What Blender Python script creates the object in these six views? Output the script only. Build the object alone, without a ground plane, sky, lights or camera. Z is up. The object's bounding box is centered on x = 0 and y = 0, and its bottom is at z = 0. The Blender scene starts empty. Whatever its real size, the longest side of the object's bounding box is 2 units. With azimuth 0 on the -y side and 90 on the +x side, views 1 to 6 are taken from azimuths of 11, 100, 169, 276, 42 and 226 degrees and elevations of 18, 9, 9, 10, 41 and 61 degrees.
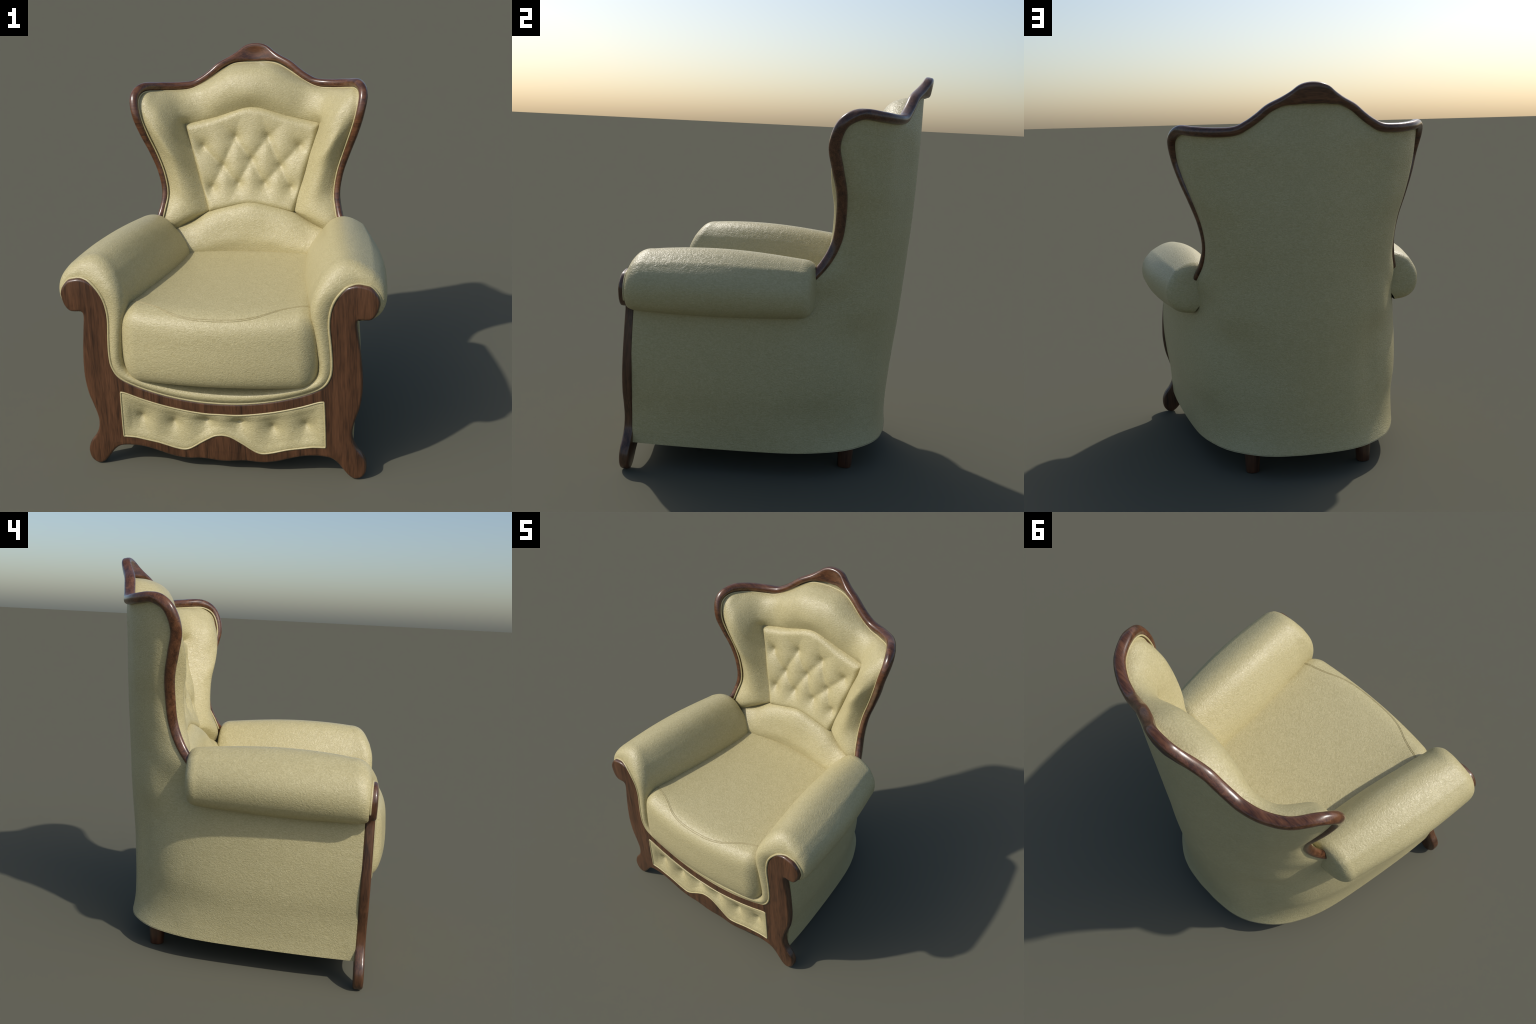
"""Cream leather wing armchair with a carved dark wood frame.
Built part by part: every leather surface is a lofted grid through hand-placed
guide sections, the rails are swept, the front frame is a filled outline."""
import bpy, bmesh, math
import numpy as np
from mathutils import Vector
from mathutils.bvhtree import BVHTree

COL = bpy.context.scene.collection

# ------------------------------------------------------------------ helpers
def spline(P, n):
    """Catmull-Rom through P, resampled to n points evenly along its length."""
    P = np.asarray(P, float)
    Q = np.vstack([2 * P[0] - P[1], P, 2 * P[-1] - P[-2]])
    out = []
    t = np.linspace(0, 1, 16, endpoint=False)[:, None]
    for i in range(1, len(Q) - 2):
        a, b, c, d = Q[i - 1], Q[i], Q[i + 1], Q[i + 2]
        out.append(.5 * (2 * b + (c - a) * t + (2 * a - 5 * b + 4 * c - d) * t ** 2 + (3 * b - a - 3 * c + d) * t ** 3))
    C = np.vstack(out + [P[-1:]])
    return resample(C, n)

def resample(C, n):
    L = np.r_[0, np.cumsum(np.linalg.norm(np.diff(C, axis=0), axis=1))]
    s = np.linspace(0, L[-1], n)
    return np.stack([np.interp(s, L, C[:, k]) for k in range(C.shape[1])], -1)

def stations(S, n, knots=None):
    """Smooth interpolation of whole sections S[k] (arrays of equal shape) to n sections.
    Knot spacing follows the mean distance between sections (non-uniform cubic)."""
    S = np.asarray(S, float)
    K = len(S)
    if knots is None:
        d = np.linalg.norm(np.diff(S, axis=0), axis=-1).reshape(K - 1, -1).mean(1)
        knots = np.r_[0, np.cumsum(np.maximum(d, 1e-4))]
    knots = np.asarray(knots, float)
    m = np.zeros_like(S)
    sh = (-1,) + (1,) * (S.ndim - 1)
    h = np.diff(knots).reshape(sh)
    sl = np.diff(S, axis=0) / h
    m[1:-1] = (sl[:-1] * h[1:] + sl[1:] * h[:-1]) / (h[1:] + h[:-1])
    m[0], m[-1] = sl[0], sl[-1]
    out = []
    for t in np.linspace(knots[0], knots[-1], n):
        i = min(np.searchsorted(knots, t, side="right") - 1, K - 2)
        hh = knots[i + 1] - knots[i]
        u = (t - knots[i]) / hh
        out.append((2 * u ** 3 - 3 * u ** 2 + 1) * S[i] + (u ** 3 - 2 * u ** 2 + u) * hh * m[i]
                   + (3 * u ** 2 - 2 * u ** 3) * S[i + 1] + (u ** 3 - u ** 2) * hh * m[i + 1])
    return np.array(out)

def make(name, verts, faces, mat, parent, flip=False, smooth=True, kind=None):
    me = bpy.data.meshes.new(name)
    if flip:
        faces = [tuple(reversed(f)) for f in faces]
    me.from_pydata([tuple(v) for v in verts], [], [tuple(int(i) for i in f) for f in faces])
    me.update()
    if smooth:
        me.polygons.foreach_set("use_smooth", [True] * len(me.polygons))
    me.materials.append(mat)
    ob = bpy.data.objects.new(name, me)
    COL.objects.link(ob)
    ob.parent = parent
    return ob

def grid_faces(m, n, close_n=False, off=0):
    F = []
    for i in range(m - 1):
        for j in range(n if close_n else n - 1):
            k = (j + 1) % n
            F.append((off + i * n + j, off + i * n + k, off + (i + 1) * n + k, off + (i + 1) * n + j))
    return F

def grid(name, G, mat, parent, flip=False, close_n=False):
    G = np.asarray(G)
    m, n = G.shape[:2]
    return make(name, G.reshape(-1, 3), grid_faces(m, n, close_n), mat, parent, flip)

def mirror_rows(G):
    """Rows start on the symmetry plane: add the mirrored half in front of them."""
    G = np.asarray(G)
    M = G[1:][::-1] * np.array([-1, 1, 1])
    return np.concatenate([M, G])

def mirror_curve(P):
    P = np.asarray(P, float)
    return np.vstack([P[1:][::-1] * [-1, 1, 1], P])

def tube(name, C, r, mat, parent, sides=10, ends=True):
    """Round cord along C; r is a number or one radius per point."""
    V, F = tube_geo(C, r, sides, ends)
    return make(name, V, F, mat, parent)

def tube_geo(C, r, sides=10, ends=True):
    C = np.asarray(C, float)
    n = len(C)
    r = np.broadcast_to(np.asarray(r, float), (n,))
    T = np.gradient(C, axis=0)
    T /= np.linalg.norm(T, axis=1, keepdims=True)
    a = np.cross(T[0], [0.31, 0.2, 0.93]); a /= np.linalg.norm(a)
    V = []
    for i in range(n):
        a = a - T[i] * (a @ T[i]); a /= np.linalg.norm(a)
        b = np.cross(T[i], a)
        for k in range(sides):
            w = 2 * math.pi * k / sides
            V.append(C[i] + r[i] * (math.cos(w) * a + math.sin(w) * b))
    F = grid_faces(n, sides, True)
    if ends:
        F.append(tuple(range(sides))[::-1]); F.append(tuple(range((n - 1) * sides, n * sides)))
    return V, F

def relax(G, n, k=1):
    for _ in range(n):
        G[k:-k, k:-k] = .5 * G[k:-k, k:-k] + .125 * (G[k - 1:-k - 1, k:-k] + G[k + 1:len(G) - k + 1, k:-k] + G[k:-k, k - 1:-k - 1] + G[k:-k, k + 1:G.shape[1] - k + 1])
    return G

# ---------------------------------------------------------------- materials
def new_mat(name):
    m = bpy.data.materials.new(name)
    m.use_nodes = True
    nt = m.node_tree
    return m, nt, nt.nodes["Principled BSDF"]

def link(nt, a, b):
    nt.links.new(a, b)

def leather(name, dark=(.432, .374, .192), light=(.545, .482, .268), bump=.45):
    """Pebbled hide: small cells drawn out along x, fine pores, faint wrinkles, soft mottling."""
    m, nt, bs = new_mat(name)
    N = nt.nodes
    tc = N.new("ShaderNodeTexCoord")
    warp = N.new("ShaderNodeTexNoise"); warp.inputs["Scale"].default_value = 30; warp.inputs["Detail"].default_value = 2
    link(nt, tc.outputs["Object"], warp.inputs["Vector"])
    add = N.new("ShaderNodeMix"); add.data_type = "VECTOR"; add.inputs["Factor"].default_value = .03
    link(nt, tc.outputs["Object"], add.inputs[4]); link(nt, warp.outputs["Color"], add.inputs[5])
    mp = N.new("ShaderNodeMapping"); mp.inputs["Scale"].default_value = (.48, .48, 1.0)
    link(nt, add.outputs[1], mp.inputs["Vector"])
    vor = N.new("ShaderNodeTexVoronoi"); vor.feature = "F1"; vor.inputs["Scale"].default_value = 215
    link(nt, mp.outputs["Vector"], vor.inputs["Vector"])
    n1 = N.new("ShaderNodeTexNoise"); n1.inputs["Scale"].default_value = 190; n1.inputs["Detail"].default_value = 4
    n1.inputs["Roughness"].default_value = .65; n1.inputs["Distortion"].default_value = .6
    link(nt, mp.outputs["Vector"], n1.inputs["Vector"])
    wr = N.new("ShaderNodeTexNoise"); wr.inputs["Scale"].default_value = 50; wr.inputs["Detail"].default_value = 5
    wr.inputs["Distortion"].default_value = 1.4
    link(nt, mp.outputs["Vector"], wr.inputs["Vector"])
    def muladd(a, k, b):
        q = N.new("ShaderNodeMath"); q.operation = "MULTIPLY_ADD"; q.inputs[1].default_value = k
        link(nt, a, q.inputs[0])
        if b is None:
            q.inputs[2].default_value = 0
        else:
            link(nt, b, q.inputs[2])
        return q.outputs[0]
    h = muladd(n1.outputs["Fac"], .9, None)
    h = muladd(vor.outputs["Distance"], -.45, h)
    h = muladd(wr.outputs["Fac"], .45, h)
    bp = N.new("ShaderNodeBump"); bp.inputs["Strength"].default_value = bump; bp.inputs["Distance"].default_value = .0045
    link(nt, h, bp.inputs["Height"]); link(nt, bp.outputs["Normal"], bs.inputs["Normal"])
    n2 = N.new("ShaderNodeTexNoise"); n2.inputs["Scale"].default_value = 7; n2.inputs["Detail"].default_value = 3
    link(nt, tc.outputs["Object"], n2.inputs["Vector"])
    c = muladd(n2.outputs["Fac"], .04, None)
    c = muladd(h, .85, c)  # grain shading painted into base colour: hollows darkened where skylight leaves the bump weak
    cr = N.new("ShaderNodeValToRGB")
    cr.color_ramp.elements[0].position = .26; cr.color_ramp.elements[0].color = (*dark, 1)
    cr.color_ramp.elements[1].position = .72; cr.color_ramp.elements[1].color = (*light, 1)
    link(nt, c, cr.inputs["Fac"])
    link(nt, cr.outputs["Color"], bs.inputs["Base Color"])
    bs.inputs["Roughness"].default_value = .40
    bs.inputs["Specular IOR Level"].default_value = .5
    return m

def wood(name, axis, dark, mid, light, coat=.6, scale=1.0, rough=.38):
    """Straight grain along the given axis ('x' or 'z'), darker streaks and pores."""
    m, nt, bs = new_mat(name)
    N = nt.nodes
    tc = N.new("ShaderNodeTexCoord")
    mp = N.new("ShaderNodeMapping")
    st = {"z": (16, 16, 1.1), "x": (1.6, 14, 14)}[axis]
    mp.inputs["Scale"].default_value = [s * scale for s in st]
    link(nt, tc.outputs["Object"], mp.inputs["Vector"])
    a = N.new("ShaderNodeTexNoise"); a.inputs["Scale"].default_value = 1.6; a.inputs["Detail"].default_value = 6
    a.inputs["Roughness"].default_value = .62; a.inputs["Distortion"].default_value = .9
    link(nt, mp.outputs["Vector"], a.inputs["Vector"])
    mp2 = N.new("ShaderNodeMapping"); mp2.inputs["Scale"].default_value = [s * scale * 5 for s in st]
    link(nt, tc.outputs["Object"], mp2.inputs["Vector"])
    b = N.new("ShaderNodeTexNoise"); b.inputs["Scale"].default_value = 2.2; b.inputs["Detail"].default_value = 4
    link(nt, mp2.outputs["Vector"], b.inputs["Vector"])
    mx = N.new("ShaderNodeMath"); mx.operation = "MULTIPLY_ADD"; mx.inputs[1].default_value = .38
    link(nt, b.outputs["Fac"], mx.inputs[0])
    s = N.new("ShaderNodeMath"); s.operation = "MULTIPLY"; s.inputs[1].default_value = .62
    link(nt, a.outputs["Fac"], s.inputs[0]); link(nt, s.outputs[0], mx.inputs[2])
    cr = N.new("ShaderNodeValToRGB")
    e = cr.color_ramp.elements
    e[0].position = .37; e[0].color = (*dark, 1)
    e[1].position = .62; e[1].color = (*light, 1)
    k = e.new(.49); k.color = (*mid, 1)
    link(nt, mx.outputs[0], cr.inputs["Fac"])
    link(nt, cr.outputs["Color"], bs.inputs["Base Color"])
    bp = N.new("ShaderNodeBump"); bp.inputs["Strength"].default_value = .08; bp.inputs["Distance"].default_value = .002
    link(nt, b.outputs["Fac"], bp.inputs["Height"]); link(nt, bp.outputs["Normal"], bs.inputs["Normal"])
    bs.inputs["Roughness"].default_value = rough
    bs.inputs["Coat Weight"].default_value = coat
    bs.inputs["Coat Roughness"].default_value = .16
    return m

LEATHER = leather("cream_leather")
CORD = leather("cream_leather_cord", (.44, .375, .19), (.53, .465, .25), bump=.2)
STITCH = leather("cream_leather_stitched", (.33, .275, .13), (.44, .38, .20), bump=.2)
WOOD = wood("front_frame_wood", "z", (.028, .0115, .0052), (.075, .0315, .0135), (.122, .052, .023), coat=.3)
RAILWOOD = wood("rail_wood", "x", (.038, .014, .006), (.092, .034, .0135), (.150, .061, .026), coat=.35, scale=1.2, rough=.30)
LEGWOOD = wood("leg_wood", "z", (.036, .014, .008), (.070, .028, .014), (.10, .042, .02), coat=.4)
DARK = new_mat("underside_cloth")[0]
DARK.node_tree.nodes["Principled BSDF"].inputs["Base Color"].default_value = (.05, .045, .035, 1)
DARK.node_tree.nodes["Principled BSDF"].inputs["Roughness"].default_value = .9

chair = bpy.data.objects.new("wing_armchair", None)
COL.objects.link(chair)
chair["label"] = "cream leather wing armchair with carved dark wood frame"
chair["category"] = "armchair"

# -------------------------------------------------------------- outer shell
# plan curves (centre of the back -> front edge) at rising heights
SPLIT = .205                                     # where the arm meets the back (y)

def sym_spline(P, n):
    """Spline of a curve that starts on the symmetry plane: level across it."""
    P = np.asarray(P, float)
    C = spline(mirror_curve(P), 1601)
    return resample(C[800:], n)

def row(z, pts):
    P = np.array([(x, y, z) for x, y in pts], float)
    return sym_spline(P, 64)

def low_row(z, pts):
    """Full plan curve of the lower body, divided into its back and its side part."""
    C = sym_spline(np.array([(x, y, z) for x, y in pts], float), 900)
    k = int(np.argmax(C[:, 1] < SPLIT))
    return resample(C[:k + 1], 64), resample(C[k:], 40)

LOW = [
    low_row(.131, [(0, .605), (.08, .604), (.205, .586), (.31, .540), (.42, .448), (.494, .327), (.550, .172), (.590, -.065), (.627, -.39), (.641, -.607)]),
    low_row(.19, [(0, .599), (.08, .597), (.205, .574), (.31, .521), (.412, .433), (.483, .327), (.545, .185), (.588, -.03), (.625, -.35), (.645, -.607)]),
    low_row(.30, [(0, .600), (.08, .597), (.21, .568), (.315, .503), (.407, .427), (.479, .330), (.543, .190), (.592, .01), (.627, -.25), (.652, -.607)]),
    low_row(.43, [(0, .608), (.08, .605), (.215, .568), (.32, .497), (.414, .429), (.498, .331), (.559, .194), (.606, .02), (.645, -.23), (.672, -.607)]),
    low_row(.57, [(0, .620), (.08, .616), (.22, 0.565), (.32, 0.493), (.413, .427), (.499, .331), (.562, .196), (.610, .02), (.652, -.23), (.683, -.607)]),
    low_row(.72, [(0, .636), (.08, .631), (.22, 0.579), (.32, 0.507), (.403, .434), (.488, .332), (.554, .200), (.609, .02), (.650, -.23), (.677, -.607)]),
    low_row(.83, [(0, .645), (.08, .640), (.22, 0.592), (.32, 0.531), (.41, .460), (.484, .345), (.550, .200), (.603, .03), (.644, -.23), (.664, -.607)]),
    low_row(.90, [(0, .650), (.08, .645), (.22, 0.597), (.32, 0.538), (.41, .469), (.482, .350), (.548, .205), (.592, .03), (.632, -.23), (.650, -.607)]),
]
HIGH = [
    row(1.01, [(0, 0.659), (.11, 0.643), (.215, 0.604), (.31, 0.552), (.40, 0.485), (.472, 0.400), (.523, 0.312), (.549, 0.228)]),
    row(1.10, [(0, 0.665), (.11, 0.649), (.215, 0.610), (.31, 0.562), (.40, 0.500), (.463, 0.428), (.502, 0.353), (.516, 0.288)]),
    row(1.20, [(0, .672), (.11, .656), (.215, .619), (.312, .578), (.400, .520), (.463, .452), (.497, .395), (.501, .338)]),
    row(1.31, [(0, .678), (.11, .662), (.215, .627), (.314, .588), (.407, .535), (.474, .470), (.512, .408), (.518, .352)]),
    row(1.43, [(0, .683), (.11, .668), (.212, .635), (.317, .598), (.420, .553), (.498, .486), (.547, .423), (.558, .351)]),
    row(1.54, [(0, .686), (.11, .671), (.216, .638), (.324, .600), (.430, .558), (.519, .487), (.582, .409), (.599, .331)]),
    row(1.645, [(0, .689), (.12, .674), (.232, .641), (.34, .603), (.450, .561), (.545, .485), (.608, .395), (.627, .318)]),
    row(1.725, [(0, .690), (.135, .673), (.25, .643), (.36, .604), (.46, .562), (.552, .492), (.612, .404), (.637, .338)]),
    sym_spline([(0, .690, 1.906), (.158, .660, 1.902), (.223, .642, 1.870), (.291, .622, 1.824), (.363, .604, 1.782), (.454, .575, 1.777), (.547, .516, 1.783), (.608, .425, 1.788), (.632, .375, 1.772), (.639, .350, 1.750)], 64),
]
SHELL = np.array([r[0] for r in LOW] + HIGH)
kn = np.r_[0, np.cumsum(np.linalg.norm(np.diff(SHELL, axis=0), axis=-1).mean(1))]
NH = 160
G = np.swapaxes(stations(SHELL, NH, kn), 0, 1)
G = relax(mirror_rows(G), 16)                               # [along, height, 3]
step = kn[-1] / (NH - 1)
nlow = int(kn[len(LOW) - 1] / step) + 1
side = np.array([r[1] for r in LOW])
S1 = np.swapaxes(stations(np.concatenate([side, side[-1:] + [0, 0, .1]]), NH, np.r_[kn[:len(LOW)], kn[-1]])[:nlow], 0, 1)
S1 = np.concatenate([S1, S1[-1:] + [-.035, 0, 0]])          # turned in behind the post
bmx = bmesh.new()
for A, fl in ((G, False), (S1, False), (S1[::-1] * [-1, 1, 1], False)):
    vs = [bmx.verts.new(p) for p in A.reshape(-1, 3)]
    for f in grid_faces(*A.shape[:2]):
        bmx.faces.new([vs[i] for i in f])
bmesh.ops.remove_doubles(bmx, verts=bmx.verts, dist=2e-4)
bmesh.ops.recalc_face_normals(bmx, faces=bmx.faces)
shell = make("outer_shell", [(0, 0, 0)], [], LEATHER, chair)
bmx.to_mesh(shell.data); bmx.free()
shell.data.polygons.foreach_set("use_smooth", [True] * len(shell.data.polygons))
shell.data.set_sharp_from_angle(angle=math.radians(50))
bottom = np.concatenate([(S1[1:, 0] * [-1, 1, 1])[::-1], G[:, 0], S1[1:, 0]])
n = len(bottom)
V = list(bottom + [0, 0, .004]) + list(bottom * [.97, .97, 1] + [0, 0, .01])
V.append(np.array([0, 0, .16]))
F = [(i, i + 1, n + i + 1, n + i) for i in range(n - 1)] + [(n + i, n + i + 1, 2 * n) for i in range(n - 1)] + [(2 * n - 1, n, 2 * n)]
make("dust_cover", V, F, DARK, chair, smooth=False)

# ---------------------------------------------------------------- back rail
RAIL = [(.142, .665, 1.912), (.204, .643, 1.882), (.255, .629, 1.842), (.305, .616, 1.808), (.363, .602, 1.781), (.454, .573, 1.776),
        (.547, .515, 1.783), (.613, .42, 1.789), (.642, .346, 1.744), (.628, .312, 1.647), (.597, .329, 1.54), (.555, .35, 1.429),
        (.516, .351, 1.314), (.498, .337, 1.197), (.514, .292, 1.092), (.548, .222, 1.005), (.575, .15, .95)]
#   half thickness across (in the face of the back) for every rail point
RH = [.0215, .0205, .0205, .021, .0225, .0235, .024, .0245, .0245, .023, .021, .0195, .018, .0175, .018, .018, .017]
RAIL = [(0, .703, 1.949), (.045, .700, 1.945), (.09, .685, 1.929)] + RAIL
RH = [.051, .047, .034] + RH
RD = [.025, .025, .026] + [.0275] * 11 + [.026, .025, .024, .023, .021, .02]
R = np.column_stack([RAIL, RH, RD])
R = np.vstack([R[1:][::-1] * [-1, 1, 1, 1, 1], R])
R = spline(R, 340)
C = R[:, :3]
T = np.gradient(C, axis=0); T /= np.linalg.norm(T, axis=1, keepdims=True)
sides = 24
V = []
for i in range(len(C)):
    d = np.array([0, 1, 0]) - T[i] * T[i][1]
    d /= np.linalg.norm(d)
    if abs(C[i, 0]) < .3:                        # the crest leans back
        w = 1 - abs(C[i, 0]) / .3
        d = d + np.array([0, 0, -.16]) * w; d -= T[i] * (T[i] @ d); d /= np.linalg.norm(d)
    h = np.cross(T[i], d)                        # T runs +x at the crest, so h points up / outwards
    rh, rd = R[i, 3], R[i, 4]
    peak = max(0, 1 - abs(C[i, 0]) / .13)
    for k in range(sides):
        w = 2 * math.pi * k / sides
        c, s = math.cos(w), math.sin(w)
        p = 2 / (2.5 + 1.6 * min(1, 2 * peak))
        c, s = math.copysign(abs(c) ** p, c), math.copysign(abs(s) ** p, s)
        off = d * rd * c + h * rh * s
        if c < 0:                                 # scooped front of the crest plate
            off = off + d * peak * .013 * max(0, -c) * math.cos(min(1, abs(s + .25)) * math.pi / 2)
        V.append(C[i] + off)
F = grid_faces(len(C), sides, True)
F += [tuple(range(sides))[::-1], tuple(range((len(C) - 1) * sides, len(C) * sides))]
make("back_rail", V, F, RAILWOOD, chair, flip=True)

# ------------------------------------------------------- wing and head pad
# each station runs from the rail, over the stuffed roll, down to the inset panel
PAD = [
    [(0, .680, 1.893), (0, .602, 1.893), (0, .520, 1.862), (0, .474, 1.798), (0, .462, 1.732), (0, .492, 1.664)],
    [(.13, .660, 1.886), (.122, .592, 1.880), (.117, .519, 1.849), (.112, .479, 1.787), (.106, .469, 1.712), (.10, .492, 1.642)],
    [(.275, .617, 1.806), (.257, .565, 1.804), (.238, .515, 1.785), (.22, .484, 1.735), (.207, .474, 1.672), (.20, .490, 1.613)],
    [(.363, .590, 1.760), (.35, .555, 1.763), (.335, .520, 1.743), (.316, .497, 1.70), (.302, .485, 1.643), (.30, .487, 1.592)],
    [(.45, .560, 1.753), (.437, .53, 1.750), (.42, .487, 1.72), (.405, .461, 1.675), (.392, .451, 1.62), (.388, .474, 1.574)],
    [(.545, .500, 1.760), (.525, .450, 1.755), (.495, .404, 1.715), (.455, .385, 1.65), (.42, .400, 1.592), (.390, .466, 1.556)],
    [(.598, .412, 1.765), (.583, .373, 1.752), (.55, .340, 1.70), (.497, .314, 1.63), (.437, .343, 1.56), (.374, .448, 1.502)],
    [(.617, .350, 1.728), (.603, .335, 1.70), (.565, .311, 1.65), (.505, .297, 1.58), (.437, .328, 1.515), (.362, .434, 1.460)],
    [(.603, .320, 1.640), (.588, .315, 1.615), (.55, .300, 1.575), (.485, .288, 1.515), (.422, .320, 1.46), (.345, .418, 1.405)],
    [(.573, .330, 1.540), (.558, .327, 1.525), (.52, .308, 1.495), (.455, .290, 1.445), (.40, .316, 1.40), (.329, .406, 1.350)],
    [(.532, .350, 1.425), (.518, .344, 1.415), (.485, .323, 1.395), (.428, .303, 1.36), (.375, .326, 1.325), (.309, .394, 1.285)],
    [(.496, .351, 1.310), (.482, .343, 1.300), (.45, .322, 1.285), (.40, .303, 1.26), (.347, .322, 1.24), (.290, .378, 1.220)],
    [(.480, .337, 1.195), (.465, .330, 1.190), (.435, .310, 1.18), (.385, .294, 1.165), (.33, .308, 1.152), (.269, .361, 1.150)],
    [(.492, .297, 1.110), (.477, .288, 1.105), (.445, .274, 1.098), (.388, .274, 1.09), (.32, .299, 1.09), (.252, .353, 1.092)],
    [(.505, .272, 1.050), (.488, .258, 1.042), (.45, .254, 1.035), (.395, .270, 1.043), (.325, .308, 1.062), (.250, .358, 1.083)],
    [(.520, .270, 1.010), (.49, .268, .992), (.45, .277, .988), (.398, .310, 1.002), (.330, .345, 1.025), (.250, .375, 1.066)],
]
# keep the inner border behind the panel so that its edge sinks into a crease
def tuck(p):
    q = np.array(p[-1]); d = np.array([0, 0, 1.36]) - q * [1, 0, 1]; d /= np.linalg.norm(d)
    return [np.array(v) for v in p] + [q + d * .022 + np.array([0, .018, 0])]
S = [spline(tuck(p), 48) for p in PAD]
knots = np.r_[0, np.cumsum([np.linalg.norm(np.array(b[0]) - a[0]) * .5 + np.linalg.norm(np.array(b[3]) - a[3]) * .5 + .01 for a, b in zip(PAD, PAD[1:])])]
S = [s_ * [-1, 1, 1] for s_ in S[1:][::-1]] + S
G = stations(S, 259, np.r_[-knots[1:][::-1], knots])
for _ in range(14):                                # relax the stuffing, keep the borders
    G[1:-1, 1:-4] = .5 * G[1:-1, 1:-4] + .125 * (G[:-2, 1:-4] + G[2:, 1:-4] + G[1:-1, :-5] + G[1:-1, 2:-3])
grid("backrest_pad", G, LEATHER, chair, flip=False)
# cord sewn between pad and rail
edge = np.array([(p[0][0], p[0][1], p[0][2]) for p in PAD[:-1]]) + np.array([0, -.012, 0])
E0 = spline(edge, 160)
piping = tube("piping", mirror_curve(E0), .0045, CORD, chair, 8)

# ------------------------------------------------------ tufted back panel
top = spline([(0, 1.668), (.05, 1.662), (.11, 1.643), (.20, 1.613), (.30, 1.589), (.40, 1.570)], 60)
bot = spline([(0, 1.117), (.06, 1.113), (.116, 1.100), (.18, 1.087), (.25, 1.073)], 60)
nu, nv = 121, 101
TUFT = [(-.285, 1.443), (-.095, 1.493), (.095, 1.493), (.278, 1.443), (-.168, 1.333), (0, 1.370), (.168, 1.333),
        (-.230, 1.215), (-.076, 1.236), (.076, 1.236), (.230, 1.215)]
FOLD = [(0, 4), (1, 4), (1, 5), (2, 5), (2, 6), (3, 6), (4, 7), (4, 8), (5, 8), (5, 9), (6, 9), (6, 10)]
OUT = [((-.285, 1.443), (-.37, 1.53)), ((.278, 1.443), (.37, 1.53)), ((-.095, 1.493), (-.06, 1.63)), ((.095, 1.493), (.06, 1.63)),
       ((-.095, 1.493), (-.20, 1.59)), ((.095, 1.493), (.20, 1.59)),
       ((-.230, 1.215), (-.252, 1.12)), ((.230, 1.215), (.252, 1.12)), ((-.076, 1.236), (-.12, 1.14)), ((.076, 1.236), (.12, 1.14)),
       ((-.285, 1.443), (-.335, 1.40)), ((.278, 1.443), (.335, 1.40))]

def seg_dist(x, z, a, b):
    ax, az = a; bx, bz = b
    L = (bx - ax) ** 2 + (bz - az) ** 2
    t = min(1, max(0, ((x - ax) * (bx - ax) + (z - az) * (bz - az)) / L))
    return math.hypot(x - ax - t * (bx - ax), z - az - t * (bz - az)), t

def tuft_depth(x, z):
    d = g = 0
    for tx, tz in TUFT:
        r = math.hypot(x - tx, z - tz)
        d += (.040 * math.exp(-(math.hypot(r, .006) - .006) / .038)) ** 3
    for a, b in FOLD:
        q, t = seg_dist(x, z, TUFT[a], TUFT[b])
        g += (.024 * math.exp(-(math.hypot(q, .005) - .005) / .034)) ** 3
    for a, b in OUT:
        q, t = seg_dist(x, z, a, b)
        g += (.024 * (1 - t) * math.exp(-(math.hypot(q, .005) - .005) / .034)) ** 3
    return (d + g) ** (1 / 3)

G = np.zeros((nu, nv, 3))
for i in range(nu):
    u = -1 + 2 * i / (nu - 1)
    k = abs(u) * 59; k0 = min(58, int(k)); f = k - k0
    tp = top[k0] * (1 - f) + top[k0 + 1] * f
    bt = bot[k0] * (1 - f) + bot[k0 + 1] * f
    for j in range(nv):
        v = j / (nv - 1)
        x = (bt[0] + (tp[0] - bt[0]) * v) * (1 if u > 0 else -1)
        z = bt[1] + (tp[1] - bt[1]) * v
        d = min(v * (tp[1] - bt[1]), (1 - v) * (tp[1] - bt[1]), (1 - abs(u)) * (.25 + .15 * v))
        e = min(1, d / .04)
        roll = math.sqrt(1 - (1 - e) ** 2)
        base = .352 + (z - 1.084) * .262
        y = base + .016 - .049 * roll + tuft_depth(x, z) * min(1, d / .03)
        G[i, j] = (x, y, z)
grid("tufted_back_panel", relax(G, 4), LEATHER, chair, flip=True)

# ---------------------------------------------------------- lumbar cushion
LUM = [
    [(0, .395, 1.120), (0, .352, 1.137), (0, .312, 1.122), (0, .281, 1.070), (0, .261, 1.00), (0, .250, .94), (0, .252, .88), (0, .262, .80)],
    [(.12, .395, 1.100), (.12, .354, 1.117), (.12, .313, 1.102), (.12, .281, 1.055), (.12, .258, .99), (.12, .241, .935), (.12, .245, .88), (.12, .255, .80)],
    [(.24, .390, 1.070), (.24, .350, 1.084), (.24, .307, 1.068), (.24, .269, 1.022), (.24, .242, .965), (.24, .224, .91), (.24, .226, .87), (.24, .235, .80)],
    [(.345, .355, 1.018), (.345, .325, 1.027), (.345, .288, 1.012), (.343, .254, .975), (.34, .228, .935), (.335, .213, .90), (.333, .212, .865), (.333, .222, .80)],
    [(.447, .30, .982), (.445, .280, .989), (.44, .257, .975), (.43, .232, .95), (.42, .212, .92), (.41, .203, .89), (.405, .203, .86), (.405, .215, .80)],
    [(.50, .275, .96), (.50, .262, .963), (.495, .245, .95), (.485, .225, .93), (.475, .21, .905), (.465, .205, .88), (.46, .205, .86), (.46, .22, .80)],
]
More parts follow.
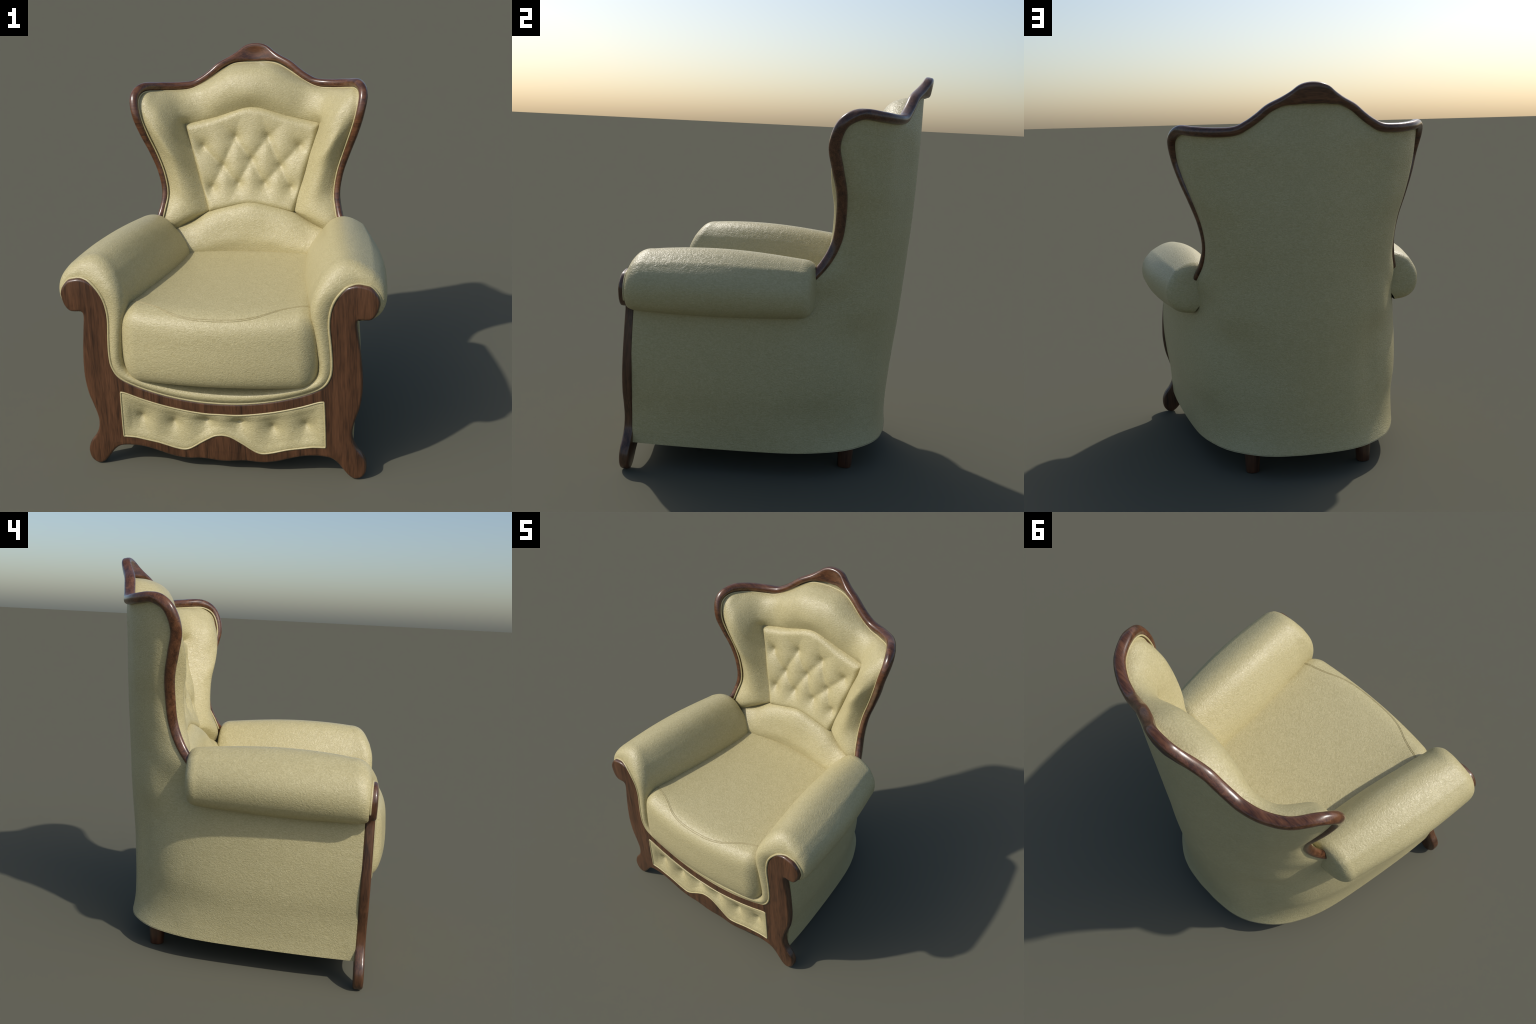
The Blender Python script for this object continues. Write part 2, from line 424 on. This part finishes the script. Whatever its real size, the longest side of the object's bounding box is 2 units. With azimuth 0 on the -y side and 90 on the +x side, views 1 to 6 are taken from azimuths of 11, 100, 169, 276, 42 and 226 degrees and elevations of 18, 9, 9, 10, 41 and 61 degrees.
S = [spline(p, 50) for p in LUM]
S = [q * [-1, 1, 1] for q in S[1:][::-1]] + S
grid("lumbar_cushion", stations(S, 141), LEATHER, chair, flip=False)

# ------------------------------------------------------------- seat cushion
prof = spline([(.32, .60), (.32, .80), (.26, .872), (.10, .874), (-.2, .874), (-.42, .873), (-.56, .869), (-.645, .859), (-.700, .832), (-.729, .782),
               (-.739, .69), (-.741, .60), (-.731, .535), (-.705, .497), (-.655, .487), (-.40, .487)], 170)
nx, HW, RC = 141, .491, .100
G = np.zeros((nx, len(prof), 3))
for i in range(nx):
    u = -1 + 2 * i / (nx - 1)
    ph = u * math.pi / 2
    # even spacing across the flat part, finer round the ends
    s = abs(u) * (HW - RC + RC * math.pi / 2)
    if s < HW - RC:
        x, ins = s, 0
    else:
        a = (s - (HW - RC)) / RC
        x, ins = HW - RC + RC * math.sin(a), RC * (1 - math.cos(a))
    x = math.copysign(x, u)
    bow = .215 * x * x
    crown = .03 * x * x
    for j, (y, z) in enumerate(prof):
        wf = min(1, max(0, (-.15 - y) / .45)); wf = wf * wf * (3 - 2 * wf)
        wt = 1 if z > .8 else max(0, (z - .7) / .1)
        rear = min(1, max(0, (y + .5) / .5))
        front = min(1, max(0, (-.48 - y) / .17)); front = front * front * (3 - 2 * front)
        yy = y + bow * wf
        zz = z - crown * wt * rear + .08 * x * x * wt * front
        yy = yy - ins * (yy + .24) / .50
        zz = zz - ins * .8 * (zz - .69) / .205
        G[i, j] = (x, yy, zz)
cushion_grid = G
cushion = grid("seat_cushion", G, LEATHER, chair, flip=False)
m = cushion.data
tree = BVHTree.FromPolygons([v.co for v in m.vertices], [p.vertices for p in m.polygons])
SEAM = spline([(0, -.694), (.10, -.690), (.19, -.672), (.25, -.645), (.30, -.617), (.36, -.592), (.41, -.576), (.47, -.556)], 90)
for off in (-.0038, .0038):
    pts = []
    for x, y in mirror_curve(np.column_stack([SEAM, SEAM[:, 0] * 0])) [:, :2]:
        hit = tree.ray_cast(Vector((x, y + off, 1.5)), Vector((0, 0, -1)))
        if hit[0] is not None:
            pts.append(np.array(hit[0]) + np.array([0, -.0002, -.0006]))
    seam = tube("seam", np.array(pts), .0024, STITCH, chair, 8)
    seam.parent = cushion

# --------------------------------------------- armrests and seat surround
# outline = edge against the wooden frame, ring = full padded section (x, z)
OUTL = np.array([(.695, .838), (.735, .846), (.762, .878), (.772, .918), (.760, .962), (.730, .999), (.702, 1.008), (.671, 1.013), (.638, 1.007),
                 (.608, .992), (.568, .945), (.545, .888), (.536, .81), (.544, .70), (.547, .61), (.538, .55), (.504, .498), (.425, .455),
                 (.315, .420), (.210, .397), (.10, .383), (0, .379)])
F0 = np.array([(.660, .815), (.735, .822), (.785, .865), (.802, .935), (.787, 1.004), (.738, 1.058), (.668, 1.100), (.603, 1.112), (.544, 1.088),
               (.498, 1.034), (.458, .955), (.442, .875), (.455, .79), (.468, .70), (.478, .61), (.470, .555), (.440, .525), (.370, .500),
               (.280, .480), (.190, .467), (.09, .460), (0, .458)])
F3 = np.array([(.565, .822), (.632, .828), (.684, .864), (.703, .925), (.697, .988), (.652, 1.058), (.600, 1.090), (.538, 1.104), (.476, 1.082),
               (.424, 1.024), (.371, .955), (.334, .875), (.34, .79), (.345, .70), (.35, .61)])
# swell of the stuffing half way along the arm
SWELL = np.array([(.005, -.008), (.010, -.009), (.016, -.005), (.026, 0), (.028, .002), (.013, .014), (.003, .019), (-.006, .022), (-.015, .020),
                  (-.014, .014), (-.019, .003), (-.018, 0), (-.016, 0), (-.016, 0), (-.01, 0)])
NR = 15                                            # ring points that belong to the armrest proper
CUTS = (5, 9)                                      # creases along the outer and inner top edge

def ring(P, even=0):
    """Resample the ring piecewise so that the two creases stay crisp."""
    cnt = (30, 26, 34, 30)
    a = [P[:CUTS[0] + 1], P[CUTS[0]:CUTS[1] + 1], P[CUTS[1]:NR], P[NR - 1:]]
    out = []
    for k, (q, c) in enumerate(zip(a, cnt)):
        if len(q) > 1:
            s = spline(q, c)
            for _ in range(even if k < 3 else 0):                    # even out the roll between the creases
                s[1:-1] = .5 * s[1:-1] + .25 * (s[:-2] + s[2:])
            out.append(s if not out else s[1:])
    return np.vstack(out)

ol, f0 = ring(OUTL), ring(F0, 12)
# y of the sewn edge and depth of the rolled lip round the ring
LIP = np.array([-.618] * 4 + [-.620, -.622, -.624, -.626, -.634, -.643] + [-.650] * 7 + [-.645] * 5)
DEP = np.array([.06] * 4 + [.072, .082, .092, .096, .092, .070, .060, .058, .058, .058, .060, .065, .07, .08, .09, .10, .10, .10])
PUFF = np.array([0] * 8 + [.006, .016, .026] + [.032] * 5 + [.038] + [.045] * 5)
aux2 = ring(np.column_stack([OUTL, PUFF]))[:, 2]
aux0, aux1 = ring(np.column_stack([OUTL, LIP]))[:, 2], ring(np.column_stack([OUTL, DEP]))[:, 2]
narm = 30 + 25 + 33
rows = []
for t in np.linspace(0, 1, 22):
    a = t * math.pi / 2
    s, c = math.sin(a) ** .92, 1 - math.cos(a) ** .92
    y = aux0 + aux1 * c
    w = np.clip((np.arange(len(ol)) - narm + 26) / 30, 0, 1)   # fades in towards the bottom strip
    y = y - aux2 * math.sin(t * math.pi) ** .8 + w * .02 * t
    P = ol + (f0 - ol) * s
    rows.append(np.column_stack([P[:, 0], y, P[:, 1]]))
front = np.array(rows)                              # [t, ring, 3]
def at(Fx, y, sc=1.0, cx=.46, cz=.97):
    q = ring(Fx, 12)
    q = np.column_stack([cx + (q[:, 0] - cx) * sc, np.full(len(q), y), cz + (q[:, 1] - cz) * sc])
    return q
FA = F0[:NR]
arm_rows = [front[-1][:narm]]
ya = front[-1][:narm, 1]
for y in np.linspace(-.50, .185, 60):
    t = (y + .57) / .755
    q = at(FA * (1 - t) + F3 * t + SWELL * math.sin(math.pi * min(1, t)), y)
    w = min(1, (y + .50) / .10)                     # from the slanted lip to plane sections
    q[:, 1] = y + (1 - w) * (ya - ya.mean()) * .6
    arm_rows.append(q)
cap = stations([at(F3, .165), at(F3, .185), at(F3, .222, .94), at(F3, .241, .82), at(F3, .251, .58), at(F3, .254, .05)], 40, [-.02, 0, .045, .08, .115, .175])
back = np.concatenate([arm_rows[1:], cap[5:]])
armG = np.concatenate([front[:, :narm], back])     # whole right armrest

def grid_normals(G):
    du, dv = np.gradient(G, axis=0), np.gradient(G, axis=1)
    N = np.cross(dv, du)
    return N / np.maximum(np.linalg.norm(N, axis=-1, keepdims=True), 1e-9)

# the front lip is one smooth surface: arms and the strip below the seat share normals
NF = grid_normals(front)
def arm(sign):
    G = armG * [sign, 1, 1]
    ob = grid("armrest", G, LEATHER, chair, flip=(sign < 0))
    me = ob.data
    me.update()
    nor = np.array([tuple(v.normal) for v in me.vertices]).reshape(G.shape)
    nf = NF[:, :narm] * [sign, 1, 1]
    ref = np.sign((nf * nor[:22]).sum(-1, keepdims=True)); ref[ref == 0] = 1
    nor[:20, -4:] = (nf * ref)[:20, -4:]
    me.normals_split_custom_set_from_vertices(nor.reshape(-1, 3).tolist())
    return ob
arm(1); arm(-1)
low = front[:, narm - 1:]                           # shares the border column with the arm
lowG = np.concatenate([low, low[-1:] + np.array([0, .15, 0])])
full = np.concatenate([np.swapaxes(lowG, 0, 1), np.swapaxes(lowG, 0, 1)[:-1][::-1] * [-1, 1, 1]])
sur = grid("seat_surround", full, LEATHER, chair, flip=False)
sur.data.update()
nor = np.array([tuple(v.normal) for v in sur.data.vertices]).reshape(full.shape)
nb = NF[:, narm - 1]
ref = np.sign((nb * nor[0, :22]).sum(-1, keepdims=True)); ref[ref == 0] = 1
nor[0, :20] = (nb * ref)[:20]
nor[-1, :20] = (nb * ref)[:20] * [-1, 1, 1]
sur.data.normals_split_custom_set_from_vertices(nor.reshape(-1, 3).tolist())
# inner wall of the arm below the seat line is closed by the arm ring itself

# cord between leather and the wooden frame
c2 = spline(np.column_stack([OUTL, LIP])[2:], 180)
P = np.column_stack([c2[:, 0], c2[:, 2] - .003, c2[:, 1]])[::-1]
piping2 = tube("piping", mirror_curve(P), .0062, CORD, chair, 8)

# -------------------------------------------------------------- front frame
INNER = OUTL[3:].copy()                             # scroll top, inside of the post, top of the apron
INNER = INNER - 0.0
outer = [(.765, .905), (.755, .873), (.733, .846), (.705, .841), (.676, .843), (.666, .835), (.664, .81), (.673, .74), (.684, .65), (.691, .56), (.691, .48),
         (.680, .40), (.660, .335), (.646, .285), (.641, .25), (.646, .205), (.665, .165), (.695, .125), (.710, .083), (.707, .042),
         (.690, .014), (.664, .001), (.640, .006), (.618, .024), (.596, .052), (.570, .085), (.540, .107), (.500, .115), (.45, .115), (.40, .109),
         (.34, .093), (.28, .074), (.22, .062), (.17, .060), (.12, .064), (.07, .061), (.03, .056), (0, .055)]
inn = spline(OUTL[3:][::-1], 90)                    # apron centre -> scroll tip
inn = inn[:-1]
# keep the wood just inside the cord
half = np.vstack([inn, spline(outer, 150)])
loop = np.vstack([half, (half[1:-1] * [-1, 1])[::-1]])
cu = bpy.data.curves.new("front_frame", "CURVE")
cu.dimensions = "2D"; cu.fill_mode = "BOTH"
sp = cu.splines.new("POLY"); sp.points.add(len(loop) - 1)
for p, (x, z) in zip(sp.points, loop):
    p.co = (x, z, 0, 1)
sp.use_cyclic_u = True
BEV = .013
cu.extrude = .0245 - BEV; cu.bevel_depth = BEV; cu.bevel_resolution = 4; cu.offset = -BEV
tmp = bpy.data.objects.new("tmp", cu)
COL.objects.link(tmp)
bpy.context.view_layer.update()
me = bpy.data.meshes.new_from_object(tmp.evaluated_get(bpy.context.evaluated_depsgraph_get()))
bpy.data.objects.remove(tmp); bpy.data.curves.remove(cu)
bm = bmesh.new(); bm.from_mesh(me)
for v in bm.verts:
    x, y, z = v.co
    v.co = (x, -.629 - z, y)
bmesh.ops.remove_doubles(bm, verts=bm.verts, dist=1e-5)
bmesh.ops.recalc_face_normals(bm, faces=bm.faces)
bm.to_mesh(me); bm.free()
me.materials.clear(); me.materials.append(WOOD)
zmin = min(v.co.z for v in me.vertices)
for v in me.vertices:
    if v.co.z < .15:
        v.co.z -= zmin * (1 - v.co.z / .15)
ptop = spline([(0, .319), (.08, .320), (.175, .331), (.285, .352), (.395, .382), (.478, .411), (.508, .417)], 70)
pbot = spline([(0, .207), (.035, .201), (.063, .188), (.114, .157), (.145, .136), (.175, .120), (.205, .115), (.253, .124), (.327, .145), (.40, .159), (.45, .168), (.512, .170)], 200)
# the apron panel is let into the wood: cut its opening
rim = np.vstack([ptop, np.array([(.510, .36), (.511, .30), (.512, .24)]), pbot[::-1]])
rim = np.vstack([rim[:-1], (rim[1:] * [-1, 1])[::-1]])
k = len(rim)
cutter = make("cutter", [(x, -.70, z) for x, z in rim] + [(x, -.56, z) for x, z in rim],
              [tuple(range(k)), tuple(range(2 * k - 1, k - 1, -1))] + [(i, k + i, k + (i + 1) % k, (i + 1) % k) for i in range(k)], WOOD, None, smooth=False)
bm = bmesh.new(); bm.from_mesh(cutter.data); bmesh.ops.recalc_face_normals(bm, faces=bm.faces); bm.to_mesh(cutter.data); bm.free()
tmp = bpy.data.objects.new("tmp", me); COL.objects.link(tmp)
bo = tmp.modifiers.new("opening", "BOOLEAN"); bo.operation = "DIFFERENCE"; bo.solver = "EXACT"; bo.object = cutter
bpy.context.view_layer.update()
me = bpy.data.meshes.new_from_object(tmp.evaluated_get(bpy.context.evaluated_depsgraph_get()))
bpy.data.objects.remove(tmp); bpy.data.objects.remove(cutter)
me.name = "front_frame"
me.polygons.foreach_set("use_smooth", [True] * len(me.polygons))
me.set_sharp_from_angle(angle=math.radians(38))
frame = bpy.data.objects.new("front_frame", me)
COL.objects.link(frame); frame.parent = chair

# ------------------------------------------------------ tufted apron panel
BUT = [(.085, .271), (.252, .250), (.417, .273)]
BUT = [(-x, z) for x, z in BUT[::-1]] + BUT
nu, nv = 221, 41
G = np.zeros((nu, nv, 3))
for i in range(nu):
    u = -1 + 2 * i / (nu - 1)
    ax = abs(u) * .51
    zt = np.interp(ax, ptop[:, 0], ptop[:, 1]); zb = np.interp(ax, pbot[:, 0], pbot[:, 1])
    side = .505 + .009 * 0
    for j in range(nv):
        v = j / (nv - 1)
        z = zb + (zt - zb) * v
        x = math.copysign(ax + (.512 - .508) * (1 - v) * (ax / .51), u)
        d = min(v * (zt - zb), (1 - v) * (zt - zb), .51 - ax)
        e = min(1, d / .02)
        puff = .004 * math.sqrt(1 - (1 - e) ** 2)
        dep = 0
        for bx, bz in BUT:
            r = math.hypot((x - bx), (z - bz) * .9)
            dep += (.044 * math.exp(-(math.hypot(r, .006) - .006) / .044)) ** 3
            # soft folds running from each button to the panel edges
            for ex, ez in ((bx - .055, .40), (bx + .055, .40), (bx - .05, .12), (bx + .05, .12)):
                q, t = seg_dist(x, z, (bx, bz), (ex, ez))
                dep += (.015 * (1 - t) * math.exp(-(math.hypot(q, .005) - .005) / .028)) ** 3
        dep = dep ** (1 / 3)
        G[i, j] = (x, -.652 - puff + dep * min(1, d / .045), z)
apron = grid("tufted_apron_panel", relax(G, 3), LEATHER, chair, flip=True)
loop = np.vstack([ptop, np.array([(.510, .36), (.511, .30), (.512, .24)]), pbot[::-1]])
P = np.column_stack([loop[:, 0], np.full(len(loop), -.6535), loop[:, 1]])
Pm = (P * [-1, 1, 1])[::-1]
cord = np.vstack([P, Pm[1:-1]])
cord = resample(np.vstack([cord, cord[:1]]), 420)
ob = tube("piping", cord, .0044, CORD, chair, 8, ends=False)

# ----------------------------------------------------------------- rear legs
def leg(sign):
    prof = [(.034, 0), (.0355, .004), (.039, .06), (.0415, .12), (.042, .2)]
    V, sides = [], 28
    for r, z in prof:
        for k in range(sides):
            w = 2 * math.pi * k / sides
            c, s = math.cos(w), math.sin(w)
            p = 2 / 2.4
            V.append((sign * .303 + r * math.copysign(abs(c) ** p, c), .427 + r * math.copysign(abs(s) ** p, s), z))
    F = grid_faces(len(prof), sides, True)
    F.append(tuple(range(sides))[::-1])
    make("rear_leg", V, F, LEGWOOD, chair, flip=False)
leg(1); leg(-1)
